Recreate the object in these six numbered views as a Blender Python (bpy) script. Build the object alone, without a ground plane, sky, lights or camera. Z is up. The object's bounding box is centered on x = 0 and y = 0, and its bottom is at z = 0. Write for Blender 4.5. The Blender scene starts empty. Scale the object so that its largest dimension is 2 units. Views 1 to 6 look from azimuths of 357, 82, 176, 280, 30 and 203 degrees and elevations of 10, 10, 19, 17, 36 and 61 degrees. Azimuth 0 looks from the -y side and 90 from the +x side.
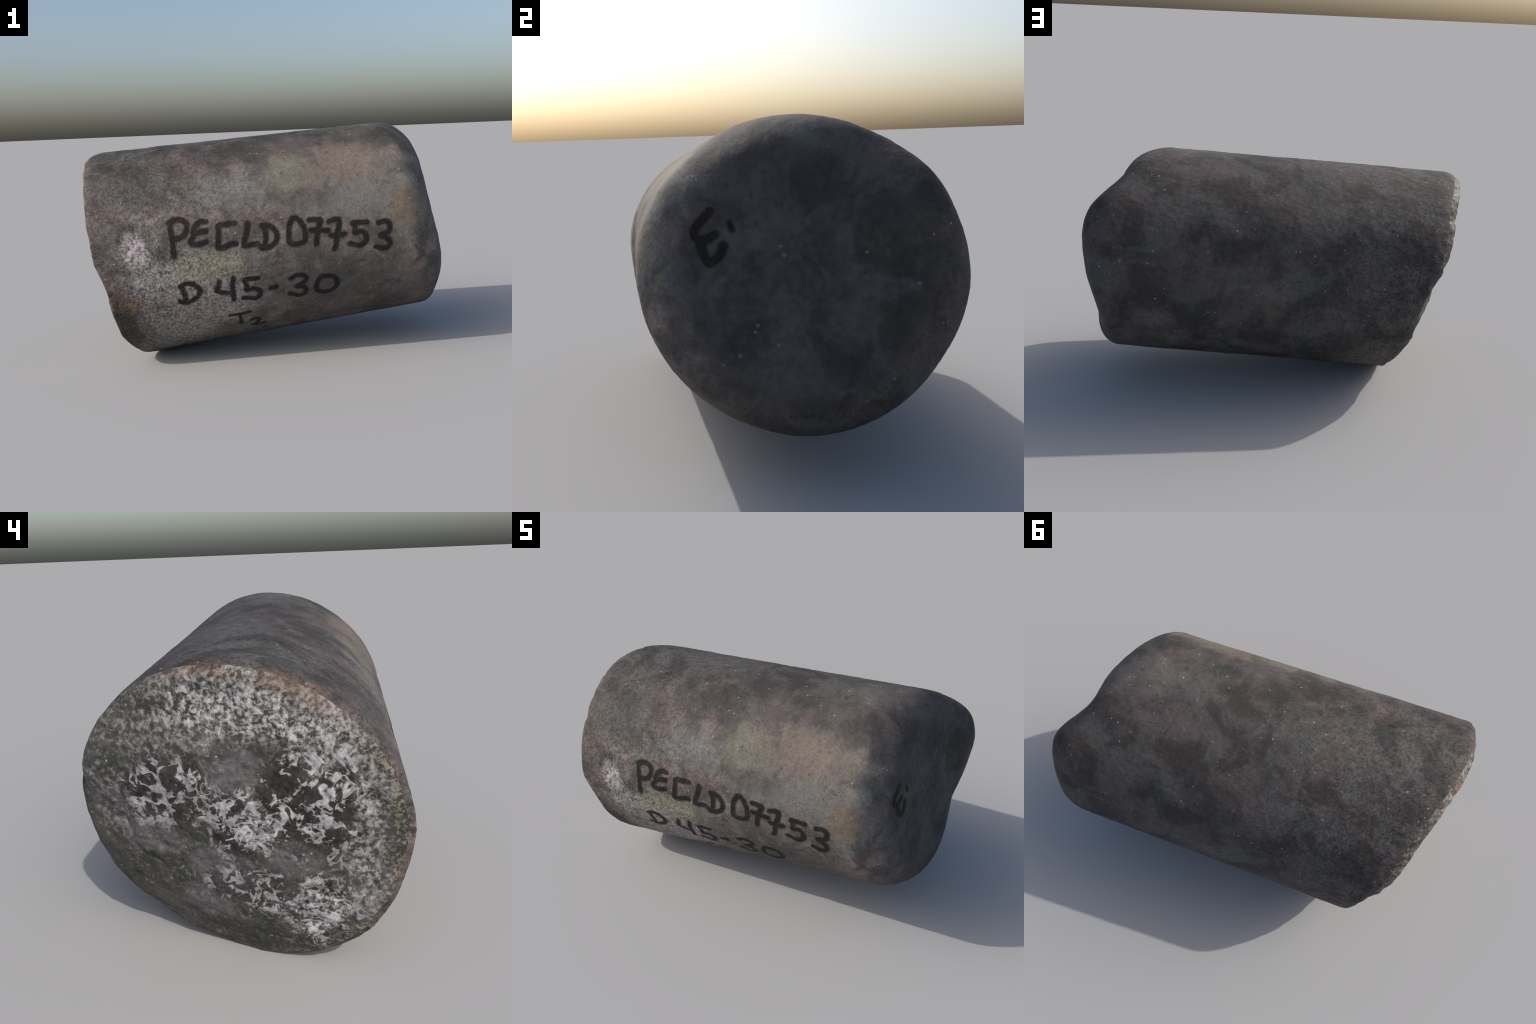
"""Drill core: a short rock cylinder lying slightly tilted, one raw fractured end,
one worn rounded end, catalogue numbers written on its side in marker ink."""
import bpy, math
import numpy as np
from mathutils import Matrix

# ----------------------------------------------------------------------------- shape description
# Core axis: passes through ORIGIN along AXIS; local X = along the core, local Z = up, local -Y = towards the writing.
# Angle t round the core: 0 = the written side, 90 = top, 180 = back, 270 = underside.
ORIGIN = [0, 0.0183, 0.633]
AXIS = [1, 0.0198, 0.1104]
# radius round the core: mean, then cosine/sine pairs (slightly out of round); taper: the same per metre along it
RADIUS = [0.5557, 0.0006, -0.0003, 0.0017, 0.0046, 0, -0.0019, 0.0002, 0.0015, 0.0004, 0.0014]
TAPER = [-0.0216, -0.0301, -0.0243, 0.0013, 0.0058, 0.0025, -0.0039]
# each end: cubic slope over the cross-section, broad lumps, extra dents (p, q, width, height), rounding of its rim round the core
RAW_END = dict(
    slope=[-0.8425, -0.2105, -0.1657, 0.0601, 0.0244, 0.0239, 0.0233, 0.0246, -0.0697, -0.027],
    lumps=[-0.0301, -0.0029, -0.003, -0.0356, -0.0154, 0.0017, -0.0434, 0.0243, 0.0208, 0.0277, 0.0051, 0.0068, -0.0226, 0.0138, -0.0071, 0.0294, 0.0217, -0.0081, -0.0068],
    dents=[(.17, .39, .10, -.026), (.11, -.18, .08, .030), (-.18, -.28, .09, -.026), (.0, -.42, .09, -.016), (-.20, -.06, .09, -.010), (.35, .15, .10, -.014), (-.34, -.08, .09, -.018)],
    rim_length=[0.0402, -0.0196, 0.0483, -0.0165, -0.0022, -0.0028, -0.003, -0.0111, 0.0091],
    rim_depth=[0.0551, 0.0185, -0.0132, 0.0073, 0.0128])
WORN_END = dict(
    slope=[0.9164, -0.1991, -0.0336, 0.0035, -0.1937, 0.0224, 0.0461, 0.0691, -0.0138, -0.089],
    lumps=[-0.0071, -0.0046, 0.0006, -0.0273, 0.0266, -0.0212, -0.0078, 0.003, -0.0063, -0.0086, -0.0184, -0.0504, 0.0553, 0.0152, -0.0514, -0.0015, 0.008, 0.013, 0.0224],
    dents=[(-.24, .02, .07, -.036), (-.36, .0, .05, -.012), (-.21, .35, .06, -.012), (.12, -.38, .09, -.018), (-.48, -.24, .06, .010), (-.42, .30, .05, .008)],
    rim_length=[0.1584, -0.0012, 0.0015, -0.0041, -0.0115, -0.0071, -0.0084, 0.0018, -0.0183, 0.0049, 0.0152],
    rim_depth=[0.2036, -0.041, -0.0296, 0.0059, 0.0067, -0.0107, -0.0066, 0.0094, 0.0064])

HEX = [(0.0, 0.0)] + [(.28 * math.cos(k * math.pi / 3), .28 * math.sin(k * math.pi / 3)) for k in range(6)] \
    + [(.52 * math.cos(k * math.pi / 6), .52 * math.sin(k * math.pi / 6)) for k in range(12)]


def fourier(c, t):
    v = np.full_like(t, c[0])
    for k in range(1, (len(c) - 1) // 2 + 1):
        v = v + c[2 * k - 1] * np.cos(k * t) + c[2 * k] * np.sin(k * t)
    return v


def end_height(end, p, q):
    """Position along the axis of an end surface above the cross-section point (p towards writing, q up)."""
    c = end["slope"]
    v = (c[0] + c[1] * p + c[2] * q + c[3] * p * p + c[4] * p * q + c[5] * q * q
         + c[6] * p ** 3 + c[7] * p * p * q + c[8] * p * q * q + c[9] * q ** 3)
    for g, (a, b) in zip(end["lumps"], HEX):
        v = v + g * np.exp(-((p - a) ** 2 + (q - b) ** 2) / (2 * .13 ** 2))
    for a, b, w, g in end["dents"]:
        v = v + g * np.exp(-((p - a) ** 2 + (q - b) ** 2) / (2 * w * w))
    return v


def side_radius(s, t):
    return fourier(RADIUS, t) + fourier(TAPER, t) * s


# ----------------------------------------------------------------------------- noise for relief
_rng = np.random.default_rng(7)
_perm = np.tile(_rng.permutation(256), 3)
_grad = _rng.normal(size=(256, 3))
_grad /= np.linalg.norm(_grad, axis=1)[:, None]


def perlin(P):
    i = np.floor(P).astype(int)
    f = P - i
    i &= 255
    w = f * f * f * (f * (f * 6 - 15) + 10)
    out = 0
    for dx in (0, 1):
        for dy in (0, 1):
            for dz in (0, 1):
                h = _perm[_perm[_perm[(i[..., 0] + dx) & 255] + ((i[..., 1] + dy) & 255)] + ((i[..., 2] + dz) & 255)]
                g = _grad[h]
                d = (g * (f - np.array([dx, dy, dz]))).sum(-1)
                out = out + d * (w[..., 0] if dx else 1 - w[..., 0]) * (w[..., 1] if dy else 1 - w[..., 1]) * (w[..., 2] if dz else 1 - w[..., 2])
    return out


def relief_side(P):
    return (.0030 * perlin(P * 5 + 3.1) + .0022 * perlin(P * 13 + 9.7) + .0016 * perlin(P * 34 + 1.3) + .0009 * perlin(P * 80 + 5.3))


def relief_raw(P):
    ridge = .15 - np.abs(perlin(P * 9 + 50.1))
    a = .006 * perlin(P * 5 + 20.3) + .016 * ridge + .006 * perlin(P * 18 + 2.2) + .004 * perlin(P * 36 + 7.1) + .0016 * perlin(P * 75 + 4.4)
    pits = np.clip(perlin(P * 20 + 31.0) - .16, 0, 1)
    return a - .026 * pits


def relief_worn(P):
    return .004 * perlin(P * 5 + 40.2) + .003 * perlin(P * 12 + 8.8) + .0018 * perlin(P * 30 + 2.7) + .0008 * perlin(P * 80 + 1.9)


def local_point(s, rho, t):
    return np.stack([s, -rho * np.cos(t), rho * np.sin(t)], -1)


def smooth01(x):
    x = np.clip(x, 0, 1)
    return x * x * (3 - 2 * x)


def displaced(s, rho, t, tilt, side):
    """tilt 0 = side wall, 1 = end face; side -1 raw end, +1 worn end."""
    P = local_point(s, rho, t)
    k = smooth01(tilt)
    h = relief_side(P) * (1 - k) + (relief_raw(P) if side < 0 else relief_worn(P)) * k
    if side < 0:   # small chips bitten out of the raw rim
        rim = np.exp(-((tilt - .45) / .38) ** 2)
        h = h - rim * .034 * np.clip(perlin(P * 7.5 + 14.0) - .06, 0, 1) - rim * .005 * np.clip(perlin(P * 26 + 4.0), 0, 1)
    a = tilt * math.pi / 2
    n = np.stack([side * np.sin(a) + 0 * t, -np.cos(a) * np.cos(t), np.cos(a) * np.sin(t)], -1)
    return P + h[..., None] * n


# ----------------------------------------------------------------------------- body mesh
NT = 720
T = np.linspace(0, 2 * math.pi, NT, endpoint=False)


def end_rings(end, side, n_corner, n_face):
    """Rings from the side wall over the rounded rim to the middle of the end face."""
    c = np.abs(fourier(end["rim_length"], T)) + .004
    d = np.abs(fourier(end["rim_depth"], T)) + .004
    rings = []
    for u in np.linspace(0, 1, n_corner):
        s = np.full_like(T, end["slope"][0])
        for _ in range(4):
            rho = side_radius(s, T) - d + d * math.cos(math.pi * u / 2)
            s = end_height(end, rho * np.cos(T), rho * np.sin(T)) - side * c * (1 - math.sin(math.pi * u / 2))
        rings.append((s, rho, u))
    rim = rings[-1][1]
    for k in np.linspace(1, 0, n_face)[1:-1]:
        rings.append((end_height(end, rim * k * np.cos(T), rim * k * np.sin(T)), rim * k, 1.0))
    return rings


RAW_C, RAW_F, WORN_C, WORN_F, SIDE = 16, 90, 22, 72, 250
raw = end_rings(RAW_END, -1, RAW_C, RAW_F)
worn = end_rings(WORN_END, 1, WORN_C, WORN_F)
rows, region = [], []
pole_raw = displaced(np.array([end_height(RAW_END, 0, 0)]), np.zeros(1), np.zeros(1), np.ones(1), -1)[0]
pole_worn = displaced(np.array([end_height(WORN_END, 0, 0)]), np.zeros(1), np.zeros(1), np.ones(1), 1)[0]
for s, rho, u in raw[::-1]:
    rows.append(displaced(s, rho, T, np.full(NT, u), -1))
    region.append("raw" if u > .5 else "side")
for k in np.linspace(0, 1, SIDE + 2)[1:-1]:
    s = raw[0][0] * (1 - k) + worn[0][0] * k
    rows.append(displaced(s, side_radius(s, T), T, np.zeros(NT), 1))
    region.append("side")
for s, rho, u in worn:
    rows.append(displaced(s, rho, T, np.full(NT, u), 1))
    region.append("worn" if u > .5 else "side")
grid = np.array(rows)
NR = len(rows)
verts = np.concatenate([grid.reshape(-1, 3), pole_raw[None], pole_worn[None]])
faces, face_region = [], []
for r in range(NR - 1):
    reg = region[r] if region[r] == region[r + 1] else (region[r] if region[r] != "side" else region[r + 1])
    a, b = r * NT, (r + 1) * NT
    for j in range(NT):
        k = (j + 1) % NT
        faces.append((a + j, b + j, b + k, a + k))
        face_region.append(reg)
for j in range(NT):
    k = (j + 1) % NT
    faces.append((j, k, NR * NT))
    face_region.append("raw")
    faces.append(((NR - 1) * NT + k, (NR - 1) * NT + j, NR * NT + 1))
    face_region.append("worn")

axis = np.array(AXIS) / np.linalg.norm(AXIS)
up = np.array([0, 0, 1.0]) - axis * axis[2]
up /= np.linalg.norm(up)
back = np.cross(up, axis)
world = verts @ np.stack([axis, back, up]) + np.array(ORIGIN)
low, high = world.min(0), world.max(0)
SHIFT = np.array(ORIGIN) - [0, 0, low[2]]      # rests on z = 0
FRAME = Matrix(((axis[0], back[0], up[0], SHIFT[0]), (axis[1], back[1], up[1], SHIFT[1]),
                (axis[2], back[2], up[2], SHIFT[2]), (0, 0, 0, 1)))

whole = bpy.data.meshes.new("whole_core")
whole.from_pydata(verts.tolist(), [], faces)
whole.update()
if sum(p.normal.dot(p.center) for p in whole.polygons[:400]) < 0:
    whole.flip_normals()
    faces = [f[::-1] for f in faces]
normals = np.zeros(len(verts) * 3)
whole.vertices.foreach_get("normal", normals)
normals = normals.reshape(-1, 3)

thing = bpy.data.objects.new("rock_core_sample", None)
bpy.context.collection.objects.link(thing)
thing.empty_display_size = .2
thing["label"] = "dark grey cylindrical rock drill core with handwritten numbers"
thing["category"] = "rock sample"


def add_part(name, mesh, parent):
    ob = bpy.data.objects.new(name, mesh)
    bpy.context.collection.objects.link(ob)
    ob.parent = parent
    if parent is thing:
        ob.matrix_local = FRAME
    return ob


def part_from_region(name, reg):
    keep = [f for f, g in zip(faces, face_region) if g == reg]
    used = np.unique(np.array([i for f in keep for i in f]))
    new = np.full(len(verts), -1)
    new[used] = np.arange(len(used))
    me = bpy.data.meshes.new(name)
    me.from_pydata(verts[used].tolist(), [], [[int(new[i]) for i in f] for f in keep])
    me.polygons.foreach_set("use_smooth", [True] * len(me.polygons))
    me.normals_split_custom_set_from_vertices(normals[used].tolist())
    me.update()
    return add_part(name, me, thing)


side_wall = part_from_region("side_wall", "side")
fractured_end = part_from_region("fractured_end", "raw")
worn_end = part_from_region("worn_end", "worn")
bpy.data.meshes.remove(whole)

# ----------------------------------------------------------------------------- handwriting
# Each character: pen strokes through points (position along the core in m, angle round it in degrees).
WRITING = [
    ("ink_letter", 0.031, [[(-0.533, 20.8), (-0.535, 17.1), (-0.534, 10.8), (-0.539, 4.7)], [(-0.538, 20.9), (-0.496, 21.8), (-0.462, 20.5), (-0.452, 17.6), (-0.47, 14.1), (-0.503, 12.6), (-0.53, 13.0)]]),   # P
    ("ink_letter", 0.031, [[(-0.356, 18.7), (-0.386, 19.1), (-0.414, 17.3), (-0.429, 14.5)], [(-0.363, 14.2), (-0.394, 14.2), (-0.42, 13.5), (-0.44, 11.1), (-0.447, 9.5), (-0.424, 8.3), (-0.393, 8.6), (-0.372, 9.0)]]),   # E
    ("ink_letter", 0.031, [[(-0.216, 16.0), (-0.258, 15.9), (-0.299, 15.8), (-0.301, 13.0), (-0.311, 8.5), (-0.316, 5.3), (-0.289, 4.8), (-0.248, 6.0), (-0.226, 5.6)]]),   # C
    ("ink_letter", 0.031, [[(-0.153, 14.9), (-0.164, 10.5), (-0.181, 6.4), (-0.187, 3.9), (-0.154, 3.8), (-0.122, 4.1)]]),   # L
    ("ink_letter", 0.031, [[(-0.083, 12.6), (-0.07, 9.8), (-0.076, 5.4), (-0.087, 1.6)], [(-0.083, 12.6), (-0.045, 11.8), (-0.021, 9.0), (-0.016, 5.7), (-0.033, 2.8), (-0.069, 1.1), (-0.1, 1.3), (-0.109, 2.8)]]),   # D
    ("ink_digit", 0.031, [[(0.092, 13.8), (0.067, 13.2), (0.05, 9.1), (0.041, 2.6), (0.049, 1.1), (0.079, 0.3), (0.115, 1.1), (0.127, 4.1), (0.123, 8.7), (0.108, 12.2)]]),   # zero
    ("ink_digit", 0.031, [[(0.157, 11.7), (0.195, 11.1), (0.215, 10.5), (0.2, 7.5), (0.186, 3.3), (0.177, -1.4)], [(0.154, 6.3), (0.198, 5.6), (0.244, 4.5)]]),   # seven
    ("ink_digit", 0.031, [[(0.256, 9.2), (0.289, 9.8), (0.306, 9.0), (0.301, 5.8), (0.287, 1.6), (0.275, -3.8), (0.265, -5.9)], [(0.256, 1.8), (0.292, 1.2), (0.327, 1.4)]]),   # seven
    ("ink_digit", 0.031, [[(0.448, 5.7), (0.408, 6.1), (0.374, 6.4), (0.385, 4.6), (0.38, 1.3), (0.415, 1.2), (0.434, -1.1), (0.43, -4.5), (0.402, -6.3), (0.368, -5.3), (0.347, -4.3)]]),   # five
    ("ink_digit", 0.031, [[(0.507, 4.4), (0.543, 4.6), (0.564, 2.5), (0.558, -0.8), (0.535, -2.1), (0.51, -2.8), (0.538, -4.5), (0.555, -7.2), (0.545, -9.7), (0.517, -10.3), (0.48, -8.7)]]),   # three
    ("ink_letter", 0.029, [[(-0.535, -11.2), (-0.523, -13.5), (-0.52, -17.8), (-0.52, -20.6)], [(-0.535, -11.2), (-0.5, -10.2), (-0.464, -11.8), (-0.443, -14.9), (-0.447, -17.5), (-0.474, -19.7), (-0.513, -21.2), (-0.538, -20.5), (-0.55, -19.7)]]),   # D
    ("ink_digit", 0.029, [[(-0.339, -12.6), (-0.347, -15.4), (-0.356, -17.7), (-0.319, -19.5), (-0.278, -20.5)], [(-0.265, -11.8), (-0.277, -16.9), (-0.279, -21.1), (-0.28, -24.8)]]),   # four
    ("ink_digit", 0.029, [[(-0.143, -14.3), (-0.175, -14.0), (-0.212, -14.1), (-0.205, -17.3), (-0.206, -20.5), (-0.171, -20.0), (-0.142, -22.0), (-0.142, -24.7), (-0.168, -26.5), (-0.199, -25.8), (-0.227, -25.1)]]),   # five
    ("ink_hyphen", 0.03, [[(-0.085, -22.0), (-0.056, -21.7)]]),   # hyphen
    ("ink_digit", 0.029, [[(0.024, -18.4), (0.052, -17.1), (0.084, -17.5), (0.104, -19.6), (0.091, -21.9), (0.063, -23.3), (0.052, -24.3), (0.084, -24.8), (0.099, -27.3), (0.084, -30.0), (0.051, -30.3), (0.014, -28.0)]]),   # three
    ("ink_digit", 0.029, [[(0.222, -21.0), (0.184, -20.7), (0.157, -24.5), (0.155, -28.8), (0.182, -31.1), (0.223, -31.4), (0.259, -28.9), (0.263, -25.0), (0.248, -21.9), (0.222, -21.0)]]),   # zero
    ("ink_letter", 0.021, [[(-0.314, -36.0), (-0.26, -36.3), (-0.206, -36.0)], [(-0.261, -36.6), (-0.259, -39.9), (-0.259, -45.0)]]),   # T
    ("ink_digit", 0.021, [[(-0.206, -43.8), (-0.178, -42.7), (-0.164, -43.8), (-0.171, -46.9), (-0.195, -49.7), (-0.161, -49.6), (-0.13, -48.7)]]),   # two
]
# on the worn end, as (p, q) on the cross-section
END_MARKS = [
    ("ink_letter", .034, [[(0.279, 0.209), (0.301, 0.187), (0.325, 0.163), (0.333, 0.137), (0.319, 0.119), (0.293, 0.122), (0.268, 0.135)], [(0.319, 0.114), (0.308, 0.078), (0.294, 0.046), (0.273, 0.053), (0.254, 0.072), (0.244, 0.097)]]),
    ("ink_tick", .022, [[(0.22, 0.17), (0.214, 0.147)]]),
]


def pen_curve(pts):
    """Catmull-Rom curve through the pen points."""
    P = np.array(pts, float)
    if len(P) == 2:
        return np.array([P[0] + (P[1] - P[0]) * k for k in np.linspace(0, 1, 12)])
    E = np.concatenate([[2 * P[0] - P[1]], P, [2 * P[-1] - P[-2]]])
    out = []
    for i in range(1, len(E) - 2):
        for u in np.linspace(0, 1, 8, endpoint=False):
            a, b, c, d = E[i - 1:i + 3]
            out.append(.5 * (2 * b + (c - a) * u + (2 * a - 5 * b + 4 * c - d) * u * u + (3 * b - a - 3 * c + d) * u ** 3))
    return np.array(out + [P[-1]])


def cut(tris, pos, f, level, below):
    """Keep the part of each triangle where f is below (or above) a level."""
    out, cache = [], {}
    sgn = 1 if below else -1
    for tri in tris:
        inside = [sgn * (f[i] - level) < 0 for i in tri]
        if all(inside):
            out.append(tri)
            continue
        if not any(inside):
            continue
        poly = []
        for n in range(3):
            i, j = tri[n], tri[(n + 1) % 3]
            if inside[n]:
                poly.append(i)
            if inside[n] != inside[(n + 1) % 3]:
                key = (min(i, j), max(i, j))
                if key not in cache:
                    u = (level - f[key[0]]) / (f[key[1]] - f[key[0]])
                    pos.append(pos[key[0]] + (pos[key[1]] - pos[key[0]]) * u)
                    f.append(level)
                    cache[key] = len(pos) - 1
                poly.append(cache[key])
        for n in range(1, len(poly) - 1):
            out.append((poly[0], poly[n], poly[n + 1]))
    return out


def ink_character(name, strokes, width, lay, materials, parent, step=.0026, bleed=.0045):
    """A film of ink: the area within half a pen width of the strokes, laid on the rock by lay(u, v, lift)."""
    lines = [pen_curve(s) for s in strokes]
    allp = np.concatenate(lines)
    lo, hi = allp.min(0) - width, allp.max(0) + width
    nu, nv = (np.ceil((hi - lo) / step)).astype(int) + 1
    U, V = np.meshgrid(lo[0] + step * np.arange(nu), lo[1] + step * np.arange(nv), indexing="ij")
    Q = np.stack([U, V], -1).reshape(-1, 2)
    dist = np.full(len(Q), 9.0)
    for L in lines:
        for a, b in zip(L[:-1], L[1:]):
            e = b - a
            k = np.clip(((Q - a) @ e) / (e @ e + 1e-12), 0, 1)
            dist = np.minimum(dist, np.linalg.norm(Q - a - k[:, None] * e, axis=1))
    Q3 = np.concatenate([Q, np.zeros((len(Q), 1))], 1)
    dist = dist + .0032 * perlin(Q3 * 60 + 3.3) + .0022 * perlin(Q3 * 150 + 8.1)
    tris = []
    for i in range(nu - 1):
        for j in range(nv - 1):
            a, b, c, d = i * nv + j, (i + 1) * nv + j, (i + 1) * nv + j + 1, i * nv + j + 1
            if min(dist[a], dist[b], dist[c], dist[d]) < width / 2 + bleed:
                tris += [(a, b, c), (a, c, d)]
    pos, f = list(Q), list(dist)
    film = cut(tris, pos, f, width / 2 + bleed, True)
    core = cut(film, pos, f, width / 2 - bleed * .7, True)
    edge = cut(film, pos, f, width / 2 - bleed * .7, False)
    # both share the points on the border between them
    merged, index = {}, []
    points, lifts = [], []
    for p_, f_ in zip(pos, f):
        key = (round(p_[0] * 1e6), round(p_[1] * 1e6))
        if key not in merged:
            merged[key] = len(points)
            points.append(p_)
            lifts.append(f_)
        index.append(merged[key])
    tri_all = [tuple(index[i] for i in t) for t in core + edge]
    mat_all = [0] * len(core) + [1] * len(edge)
    ok = [len(set(t)) == 3 for t in tri_all]
    tri_all = [t for t, o in zip(tri_all, ok) if o]
    mat_all = [m for m, o in zip(mat_all, ok) if o]
    used = sorted({i for t in tri_all for i in t})
    ren = {i: n for n, i in enumerate(used)}
    W = np.array([points[i] for i in used])
    D = np.array([lifts[i] for i in used])
    lift = -.0004 + .0010 * np.clip((width / 2 + bleed - D) / bleed, 0, 1)
    me = bpy.data.meshes.new(name)
    me.from_pydata(lay(W, lift).tolist(), [], [tuple(ren[i] for i in t) for t in tri_all])
    for m in materials:
        me.materials.append(m)
    me.polygons.foreach_set("material_index", mat_all)
    me.polygons.foreach_set("use_smooth", [True] * len(me.polygons))
    me.update()
    return add_part(name, me, parent)


R_MEAN = RADIUS[0]


def lay_on_side(W, lift):
    s, t = W[:, 0], W[:, 1] / R_MEAN
    P = displaced(s, side_radius(s, t), t, np.zeros(len(s)), 1)
    return P + lift[:, None] * np.stack([0 * t, -np.cos(t), np.sin(t)], -1)


def lay_on_end(W, lift):
    p, q = W[:, 0], W[:, 1]
    rho, t = np.hypot(p, q), np.arctan2(q, p)
    c = np.abs(fourier(WORN_END["rim_length"], t)) + .004
    d = np.abs(fourier(WORN_END["rim_depth"], t)) + .004
    s = end_height(WORN_END, p, q)
    u = np.arccos(np.clip((rho - side_radius(s, t) + d) / d, 0, 1)) * 2 / math.pi     # 1 on the face, less on the rim
    s = s - c * (1 - np.sin(math.pi * u / 2))
    P = displaced(s, rho, t, u, 1)
    return P + lift[:, None] * np.stack([np.sin(u * math.pi / 2), -np.cos(u * math.pi / 2) * np.cos(t), np.cos(u * math.pi / 2) * np.sin(t)], -1)


# ----------------------------------------------------------------------------- materials
class Nodes:
    """Small helper that wires procedural shader nodes."""

    def __init__(self, name):
        self.mat = bpy.data.materials.new(name)
        self.mat.use_nodes = True
        self.t = self.mat.node_tree
        self.t.nodes.clear()
        self.out = self.t.nodes.new("ShaderNodeOutputMaterial")
        self.bsdf = self.t.nodes.new("ShaderNodeBsdfPrincipled")
        self.t.links.new(self.bsdf.outputs[0], self.out.inputs[0])
        self.co = self.t.nodes.new("ShaderNodeTexCoord").outputs["Object"]
        xyz = self.t.nodes.new("ShaderNodeSeparateXYZ")
        self.t.links.new(self.co, xyz.inputs[0])
        self.x, self.y, self.z = xyz.outputs

    def put(self, socket, v):
        if isinstance(v, bpy.types.NodeSocket):
            self.t.links.new(v, socket)
        elif isinstance(v, (tuple, list)) and len(v) == 3 and socket.type == "RGBA":
            socket.default_value = (*v, 1)
        else:
            socket.default_value = v

    def m(self, op, a, b=0.0, c=0.0):
        n = self.t.nodes.new("ShaderNodeMath")
        n.operation = op
        for i, v in enumerate((a, b, c)):
            self.put(n.inputs[i], v)
        return n.outputs[0]

    def step(self, v, lo, hi, a=0.0, b=1.0):
        n = self.t.nodes.new("ShaderNodeMapRange")
        n.interpolation_type = "SMOOTHSTEP"
        for i, w in enumerate((v, lo, hi, a, b)):
            self.put(n.inputs[i], w)
        return n.outputs[0]

    def noise(self, scale, detail=2.0, rough=.5, dist=0.0, seed=0.0, stretch=None):
        mp = self.t.nodes.new("ShaderNodeMapping")
        mp.inputs["Location"].default_value = (seed * 3.7, seed * -2.3, seed * 5.1)
        if stretch:
            mp.inputs["Scale"].default_value = stretch
        self.t.links.new(self.co, mp.inputs[0])
        n = self.t.nodes.new("ShaderNodeTexNoise")
        self.t.links.new(mp.outputs[0], n.inputs["Vector"])
        n.inputs["Scale"].default_value = scale
        n.inputs["Detail"].default_value = detail
        n.inputs["Roughness"].default_value = rough
        n.inputs["Distortion"].default_value = dist
        return n.outputs[0]

    def specks(self, scale, size, share, seed=0.0):
        """Small round grains: one per Voronoi cell, only in a share of the cells."""
        mp = self.t.nodes.new("ShaderNodeMapping")
        mp.inputs["Location"].default_value = (seed, seed * 2, -seed)
        self.t.links.new(self.co, mp.inputs[0])
        v = self.t.nodes.new("ShaderNodeTexVoronoi")
        v.inputs["Scale"].default_value = scale
        self.t.links.new(mp.outputs[0], v.inputs["Vector"])
        rnd = self.t.nodes.new("ShaderNodeSeparateColor")
        self.t.links.new(v.outputs["Color"], rnd.inputs[0])
        dot = self.step(v.outputs["Distance"], size * .5, size, 1.0, 0.0)
        return self.m("MULTIPLY", dot, self.m("LESS_THAN", rnd.outputs[0], share))

    def mix(self, f, a, b, mode="MIX"):
        n = self.t.nodes.new("ShaderNodeMix")
        n.data_type = "RGBA"
        n.blend_type = mode
        self.put(n.inputs[0], f)
        self.put(n.inputs[6], a)
        self.put(n.inputs[7], b)
        return n.outputs[2]

    def gain(self, col, f):
        """Multiply a colour by a scalar."""
        n = self.t.nodes.new("ShaderNodeVectorMath")
        n.operation = "SCALE"
        self.put(n.inputs[0], col)
        self.put(n.inputs["Scale"], f)
        return n.outputs[0]

    def finish(self, col, rough, height=None, strength=.3, distance=.006, spec=.3):
        self.put(self.bsdf.inputs["Base Color"], col)
        self.put(self.bsdf.inputs["Roughness"], rough)
        self.bsdf.inputs["Specular IOR Level"].default_value = spec
        if height is not None:
            b = self.t.nodes.new("ShaderNodeBump")
            b.inputs["Strength"].default_value = strength
            b.inputs["Distance"].default_value = distance
            self.put(b.inputs["Height"], height)
            self.t.links.new(b.outputs[0], self.bsdf.inputs["Normal"])
        return self.mat


# the raw rim as a curve round the core, so that matter gathered along the edge can follow it
_A = np.stack([np.ones(NT), np.cos(T), np.sin(T), np.cos(2 * T), np.sin(2 * T), np.cos(3 * T), np.sin(3 * T)], 1)
RIM_RAW = np.linalg.lstsq(_A, raw[RAW_C // 2][0], rcond=None)[0]


def core_angle(N):
    return N.m("ARCTAN2", N.z, N.m("MULTIPLY", N.y, -1.0))


def along_rim(N, t):
    v = float(RIM_RAW[0])
    for k in (1, 2, 3):
        for fn, c in (("COSINE", RIM_RAW[2 * k - 1]), ("SINE", RIM_RAW[2 * k])):
            v = N.m("ADD", v, N.m("MULTIPLY", N.m(fn, N.m("MULTIPLY", t, float(k))), float(c)))
    return N.m("SUBTRACT", N.x, v)      # distance from the rim along the core


def blob(N, t, s0, deg, rs, rt, ragged, edge=.45, amount=.9):
    """A ragged patch centred at (s0 along the core, deg round it)."""
    a = N.m("DIVIDE", N.m("SUBTRACT", N.x, s0), rs)
    b = N.m("DIVIDE", N.m("WRAP", N.m("SUBTRACT", t, math.radians(deg)), math.pi, -math.pi), rt / .55)
    d = N.m("SQRT", N.m("ADD", N.m("MULTIPLY", a, a), N.m("MULTIPLY", b, b)))
    d = N.m("ADD", d, N.m("MULTIPLY", N.m("SUBTRACT", ragged, .5), 1.6))
    return N.step(d, 1.0 - edge, 1.0 + edge, amount, 0.0)


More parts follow.
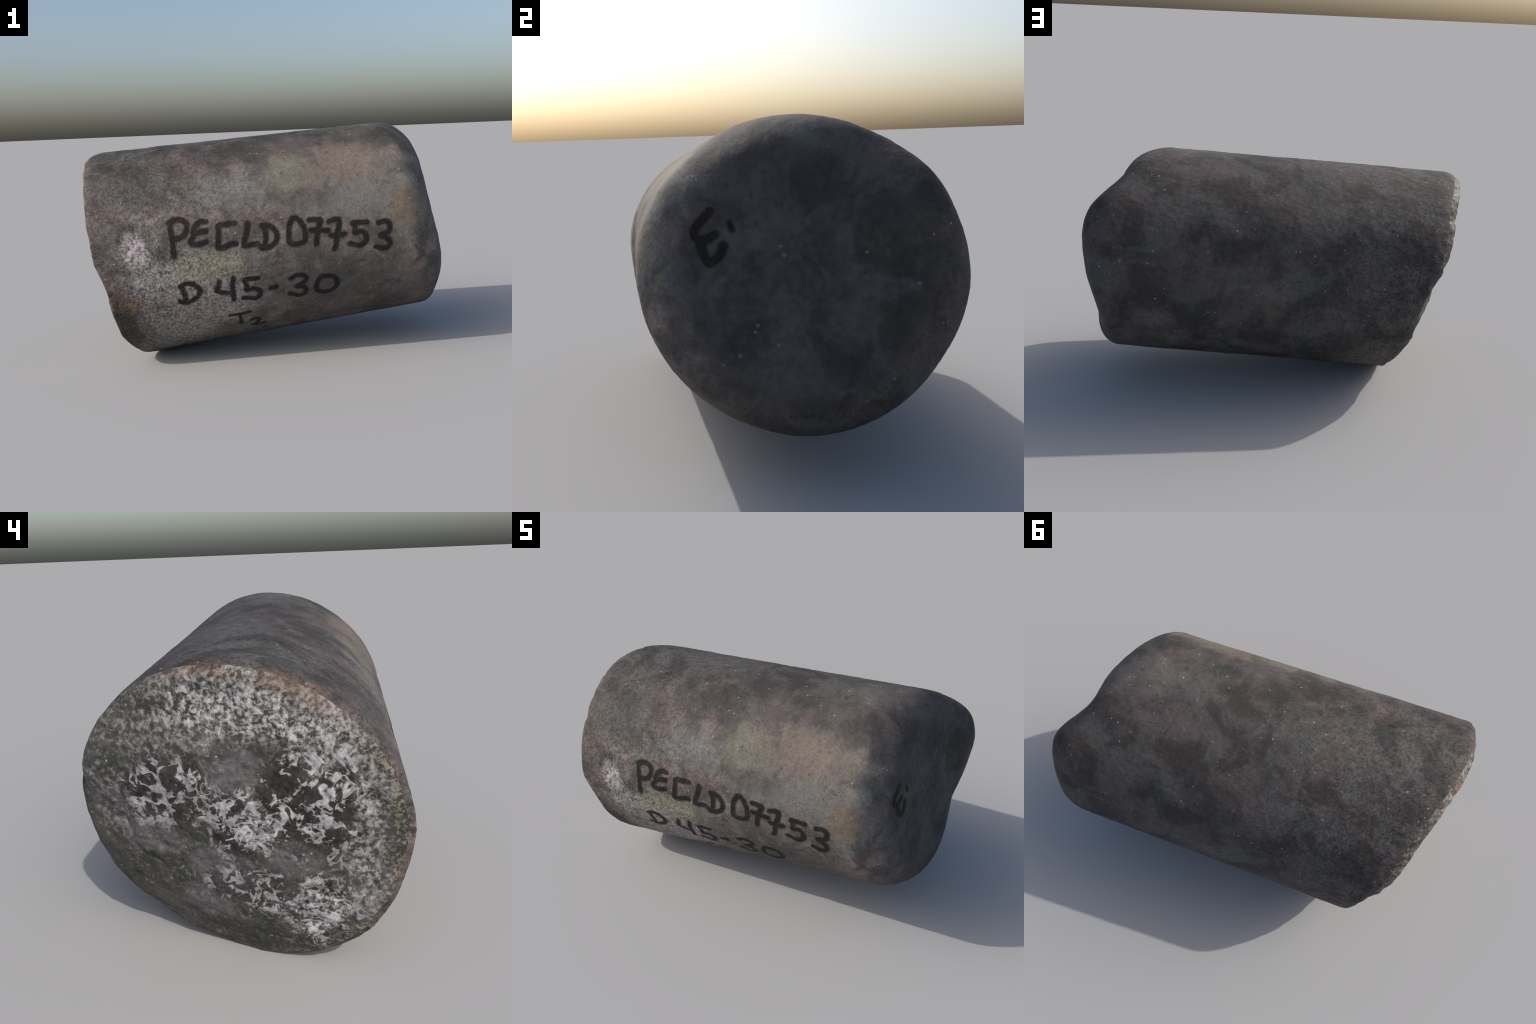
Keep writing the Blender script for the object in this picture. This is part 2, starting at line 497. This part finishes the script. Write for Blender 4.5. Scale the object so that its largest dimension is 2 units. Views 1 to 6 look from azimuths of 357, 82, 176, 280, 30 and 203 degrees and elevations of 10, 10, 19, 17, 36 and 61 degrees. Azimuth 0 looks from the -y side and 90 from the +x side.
def rock_colour(N):
    t = core_angle(N)
    ragged = N.noise(6, 6, .65, .6, 6)
    fine = N.noise(90, 3, .7, .3, 4)
    grain = N.noise(40, 4, .7, .5, 5)
    # rock: slate grey and mauve clouds with soft dark stains
    hue = N.noise(4.2, 4, .6, .6, 2)
    col = N.mix(N.step(hue, .40, .58), BASE_GREY, BASE_MAUVE)
    col = N.mix(N.step(N.noise(6.5, 4, .6, .5, 8), .56, .70, 0, .7), col, BASE_OLIVE)
    stain = N.noise(5.2, 5, .6, .5, 3)
    col = N.gain(col, N.step(stain, .40, .62, 1.28, .62))
    # written side brightened to paint in its light: mud blended in, ragged edge
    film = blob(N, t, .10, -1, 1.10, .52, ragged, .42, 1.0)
    for s0, deg, rs, rt in PALE_SPOTS:
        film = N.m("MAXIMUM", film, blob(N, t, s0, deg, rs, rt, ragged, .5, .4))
    lightened_tone = N.mix(N.step(N.noise(4.6, 4, .6, .7, 14), .42, .58), LIGHTENED_GREY, LIGHTENED_BROWN)
    lightened_tone = N.mix(N.step(N.noise(7.5, 4, .6, .6, 15), .54, .66, 0, .8), lightened_tone, LIGHTENED_TAN)
    lightened_tone = N.gain(lightened_tone, N.step(N.noise(9, 5, .65, .6, 16), .36, .64, 1.28, .60))
    col = N.mix(film, col, lightened_tone)
    # paler and darker patches: (place, angle, half length, half width, colour, strength, grit)
    grit = N.step(grain, .38, .60)
    for s0, deg, rs, rt, c, amount, gritty in PATCHES:
        f = blob(N, t, s0, deg, rs, rt, ragged, .5, amount)
        if gritty:
            f = N.m("MULTIPLY", f, N.step(N.m("ADD", N.m("MULTIPLY", fine, .5), N.m("MULTIPLY", grain, .5)), .38, .58, 1 - gritty, 1.0))
        col = N.mix(f, col, c)
    # crystalline grain, coarser towards the raw end
    coarse = N.step(N.m("ADD", N.x, N.m("MULTIPLY", ragged, .5)), -.45, .45, 1.0, .42)
    amp = N.m("MULTIPLY", N.m("SUBTRACT", fine, .5), N.m("MULTIPLY", coarse, 2.9))
    amp = N.m("ADD", amp, N.m("MULTIPLY", N.m("SUBTRACT", grain, .5), N.m("MULTIPLY", coarse, 2.2)))
    col = N.gain(col, N.m("MAXIMUM", N.m("ADD", 1.0, amp), .35))
    # thin broken brown edge along the raw end, pale where it is chipped
    d = along_rim(N, t)
    d = N.m("ADD", d, N.m("MULTIPLY", N.m("SUBTRACT", ragged, .5), .10))
    patchy = N.noise(6, 4, .6, .3, 9)
    where = N.step(N.m("ABSOLUTE", N.m("SUBTRACT", t, 1.75)), .5, 1.5, 0, .16)
    rust = N.m("MULTIPLY", N.step(d, .0, .035, .7, 0), N.step(N.m("SUBTRACT", patchy, where), .45, .58))
    col = N.mix(rust, col, N.gain(RUST, N.step(grain, .3, .7, .4, 1.5)))
    pale = N.m("MULTIPLY", N.step(d, -.012, .012, .6, 0), N.step(grain, .48, .6))
    col = N.mix(pale, col, (.24, .21, .175))
    glint = N.m("MULTIPLY", N.specks(54, .28, .06, 1.5), N.m("MULTIPLY", N.step(grain, .42, .58, .25, 1), N.step(N.noise(3, 2, .5, 0, 17), .40, .60, .3, .9)))
    col = N.mix(glint, col, (.36, .34, .32))
    pore = N.m("MULTIPLY", N.specks(34, .28, .12, 4.2), .5)
    col = N.mix(pore, col, (.018, .017, .016))
    return col, fine, grain, stain


BASE_GREY = (.056, .0545, .0505)  # rock tones lowered so the colour holds the shade of top and back
BASE_MAUVE = (.062, .0505, .0475)
BASE_OLIVE = (.066, .062, .050)
LIGHTENED_GREY = (.108, .106, .099)
LIGHTENED_BROWN = (.112, .090, .085)
LIGHTENED_TAN = (.150, .124, .100)
RUST = (.085, .050, .034)
PALE_SPOTS = [(.70, 95, .20, .16), (.45, 265, .35, .14), (-.55, 225, .18, .12), (.15, 178, .16, .10), (.62, 215, .14, .14)]
PATCHES = [
    (-.72, 10, .07, .08, (.38, .335, .345), .8, .6),
    (-.62, -7, .17, .10, (.27, .262, .258), .8, .8),
    (-.38, -5, .18, .08, (.245, .220, .160), .8, .45),
    (-.46, -27, .27, .18, (.265, .228, .222), .88, .65),
    (-.58, -47, .22, .14, (.18, .175, .165), .75, .6),
    (-.84, -32, .06, .20, (.042, .035, .030), .9, 0),
    (-.80, -16, .05, .05, (.16, .10, .07), .7, .4),
    (-.70, 40, .12, .07, (.055, .055, .050), .7, 0),
    (.42, 42, .24, .13, (.165, .132, .108), .65, 0),
    (.10, 40, .16, .11, (.145, .132, .100), .6, 0),
    (.42, 20, .20, .10, (.135, .135, .126), .7, 0),
    (.66, 10, .10, .10, (.150, .118, .085), .6, 0),
    (-.25, 33, .16, .10, (.130, .128, .124), .6, .2),
    (.16, 24, .14, .06, (.062, .054, .050), .6, 0),
    (.25, -26, .30, .15, (.060, .057, .052), .65, 0),
]


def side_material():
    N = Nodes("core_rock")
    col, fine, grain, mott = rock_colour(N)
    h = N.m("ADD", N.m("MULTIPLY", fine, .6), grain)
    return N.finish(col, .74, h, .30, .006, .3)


def ink_material(name, cover):
    N = Nodes(name)
    col, fine, grain, mott = rock_colour(N)
    f = N.step(N.noise(60, 3, .6, 0, 12), .25, .6, cover * .86, cover)
    h = N.m("ADD", N.m("MULTIPLY", fine, .6), grain)
    return N.finish(N.mix(f, col, (.0095, .0078, .0073)), .7, h, .2, .005, .2)


def worn_material():
    N = Nodes("worn_rock")
    side, fine, grain, mott = rock_colour(N)
    hue = N.noise(3.4, 3, .5, .4, 22)
    col = N.mix(N.step(hue, .42, .58), (.052, .0505, .0485), (.056, .048, .0475))  # end face darkened in its base colour for the shadow side
    col = N.gain(col, N.step(N.noise(4.5, 5, .6, .6, 23), .40, .62, 1.25, .6))
    col = N.mix(N.step(N.noise(6, 4, .6, .5, 24), .58, .70, 0, .6), col, (.085, .088, .090))
    col = N.gain(col, N.step(N.noise(30, 4, .65, .3, 25), .3, .7, .8, 1.22))
    col = N.mix(N.m("MULTIPLY", N.specks(22, .2, .08, 7.7), .5), col, (.19, .19, .185))
    # painted shade of the end face fades into the side tones over the rounded rim
    r = N.m("SQRT", N.m("ADD", N.m("MULTIPLY", N.y, N.y), N.m("MULTIPLY", N.z, N.z)))
    r = N.m("ADD", r, N.m("MULTIPLY", N.m("SUBTRACT", N.noise(8, 4, .6, .5, 26), .5), .12))
    col = N.mix(N.step(r, .345, .46), col, side)
    h = N.m("ADD", N.m("MULTIPLY", fine, .3), N.noise(26, 4, .6, .2, 25))
    return N.finish(col, .7, h, .25, .008, .3)


def face_blob(N, p, q, rp, rq, ragged, amount=1.0, edge=.4):
    a = N.m("DIVIDE", N.m("ADD", N.y, p), rp)
    b = N.m("DIVIDE", N.m("SUBTRACT", N.z, q), rq)
    d = N.m("ADD", N.m("SQRT", N.m("ADD", N.m("MULTIPLY", a, a), N.m("MULTIPLY", b, b))), N.m("MULTIPLY", N.m("SUBTRACT", ragged, .5), 1.7))
    return N.step(d, 1 - edge, 1 + edge, amount, 0)


# raw end, as (p towards writing, q up, half width, half height, strength)
VEINED = [(.28, .15, .19, .19, 1.0), (.06, .04, .13, .14, 1.0), (-.19, .15, .17, .15, .9), (.30, -.28, .12, .15, 1.0), (.12, -.22, .14, .10, .7), (-.02, -.22, .10, .08, .7)]
BLOOM = [(.08, .46, .27, .11, .9), (.32, .38, .12, .09, .75), (.47, .02, .06, .26, .5), (.30, -.28, .10, .11, .75), (-.28, .36, .16, .08, .3), (-.42, .10, .08, .16, .22), (.10, .03, .06, .08, .6)]
GREY_SKIN = [(.07, .22, .12, .10, .8), (-.03, -.14, .14, .10, .75), (-.10, -.30, .10, .10, .7), (.22, -.08, .10, .08, .6), (-.25, -.04, .14, .07, .5)]


def fracture_material():
    N = Nodes("fractured_rock")
    ragged = N.noise(7, 6, .65, .7, 38)
    fine = N.noise(66, 3, .65, .15, 33)
    crumb = N.noise(40, 4, .65, .25, 39)
    # charcoal to grey-green ground with fine crystals
    col = N.mix(N.step(N.noise(3.4, 4, .6, .8, 31), .42, .60), (.034, .036, .031), (.058, .057, .055))
    col = N.mix(N.step(N.noise(6, 4, .6, .4, 37), .56, .70, 0, .6), col, (.058, .061, .047))
    salt = N.step(N.m("ADD", N.m("MULTIPLY", fine, .5), N.m("MULTIPLY", crumb, .5)), .50, .62)
    dens = N.step(N.noise(3.8, 4, .6, .5, 43), .40, .60, .12, .60)
    col = N.mix(N.m("MULTIPLY", salt, dens), col, (.160, .158, .152))
    # smooth grey skins
    for p, q, rp, rq, a in GREY_SKIN:
        f = face_blob(N, p, q, rp, rq, ragged, a, .2)
        col = N.mix(f, col, N.gain((.105, .102, .109), N.step(fine, .3, .7, .75, 1.25)))
    # winding white crust on a black bed
    zone = 0.0
    for p, q, rp, rq, a in VEINED:
        zone = N.m("MAXIMUM", zone, face_blob(N, p, q, rp, rq, ragged, a, .3))
    bed = N.m("MULTIPLY", zone, N.step(N.noise(9, 4, .6, .6, 44), .36, .50, .35, .95))
    col = N.mix(bed, col, N.gain((.020, .020, .019), N.step(fine, .3, .7, .6, 1.6)))
    w = N.noise(13, 2.4, .5, .8, 34)
    half = N.step(N.noise(13, 4, .6, .3, 45), .40, .62, -.025, .07)
    band = N.m("SUBTRACT", half, N.m("ABSOLUTE", N.m("SUBTRACT", w, .5)))
    vein = N.m("MULTIPLY", N.step(band, -.022, .030), zone)
    w2 = N.noise(25, 2.2, .5, .7, 47)
    half2 = N.step(N.noise(11, 4, .6, .3, 48), .44, .62, -.04, .070)
    small = N.step(N.m("SUBTRACT", half2, N.m("ABSOLUTE", N.m("SUBTRACT", w2, .52))), -.025, .035)
    wide = 0.0
    for p, q, rp, rq, a in VEINED:
        wide = N.m("MAXIMUM", wide, face_blob(N, p, q, rp * 1.2, rq * 1.2, ragged, a * .8, .5))
    vein = N.m("MAXIMUM", vein, N.m("MULTIPLY", small, wide))
    col = N.mix(N.m("MULTIPLY", vein, .88), col, N.mix(N.step(crumb, .35, .65), (.25, .25, .265), (.43, .425, .445)))
    # granular white bloom
    grains = N.step(N.m("ADD", N.m("MULTIPLY", crumb, .55), N.m("MULTIPLY", fine, .45)), .42, .62)
    for p, q, rp, rq, a in BLOOM:
        f = N.m("MULTIPLY", face_blob(N, p, q, rp, rq, ragged, a, .45), grains)
        col = N.mix(f, col, (.42, .415, .435))
    # worn rim: pale tan grit, a little brown staining along the top
    t = core_angle(N)
    r = N.m("SQRT", N.m("ADD", N.m("MULTIPLY", N.y, N.y), N.m("MULTIPLY", N.z, N.z)))
    rim = N.m("ADD", r, N.m("MULTIPLY", N.m("SUBTRACT", ragged, .5), .07))
    edge = N.m("MULTIPLY", N.step(rim, .525, .565), N.step(fine, .44, .62))
    col = N.mix(N.m("MULTIPLY", edge, .55), col, (.27, .24, .20))
    where = N.step(N.m("ABSOLUTE", N.m("SUBTRACT", t, 1.75)), .5, 1.5, 0, .16)
    rust = N.m("MULTIPLY", N.step(rim, .54, .575, 0, .65), N.step(N.m("SUBTRACT", N.noise(6, 4, .6, .3, 9), where), .45, .58))
    col = N.mix(rust, col, N.gain(RUST, N.step(crumb, .3, .7, .4, 1.5)))
    col = N.mix(N.m("MULTIPLY", N.specks(60, .26, .10, 3.3), N.step(crumb, .4, .6, .2, .75)), col, (.40, .39, .38))
    h = N.m("ADD", N.m("ADD", N.m("MULTIPLY", fine, .5), crumb), N.m("MULTIPLY", vein, .35))
    rough = N.step(N.noise(8, 4, .6, .4, 46), .40, .60, .48, .80)
    return N.finish(col, rough, h, .5, .009, .22)


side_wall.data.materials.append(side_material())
fractured_end.data.materials.append(fracture_material())
worn_end.data.materials.append(worn_material())
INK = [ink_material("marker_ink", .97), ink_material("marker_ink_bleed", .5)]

for name, width, strokes in WRITING:
    ink_character(name, [[(s, math.radians(d) * R_MEAN) for s, d in st] for st in strokes], width, lay_on_side, INK, side_wall)
for name, width, strokes in END_MARKS:
    ink_character(name, strokes, width, lay_on_end, INK, worn_end)
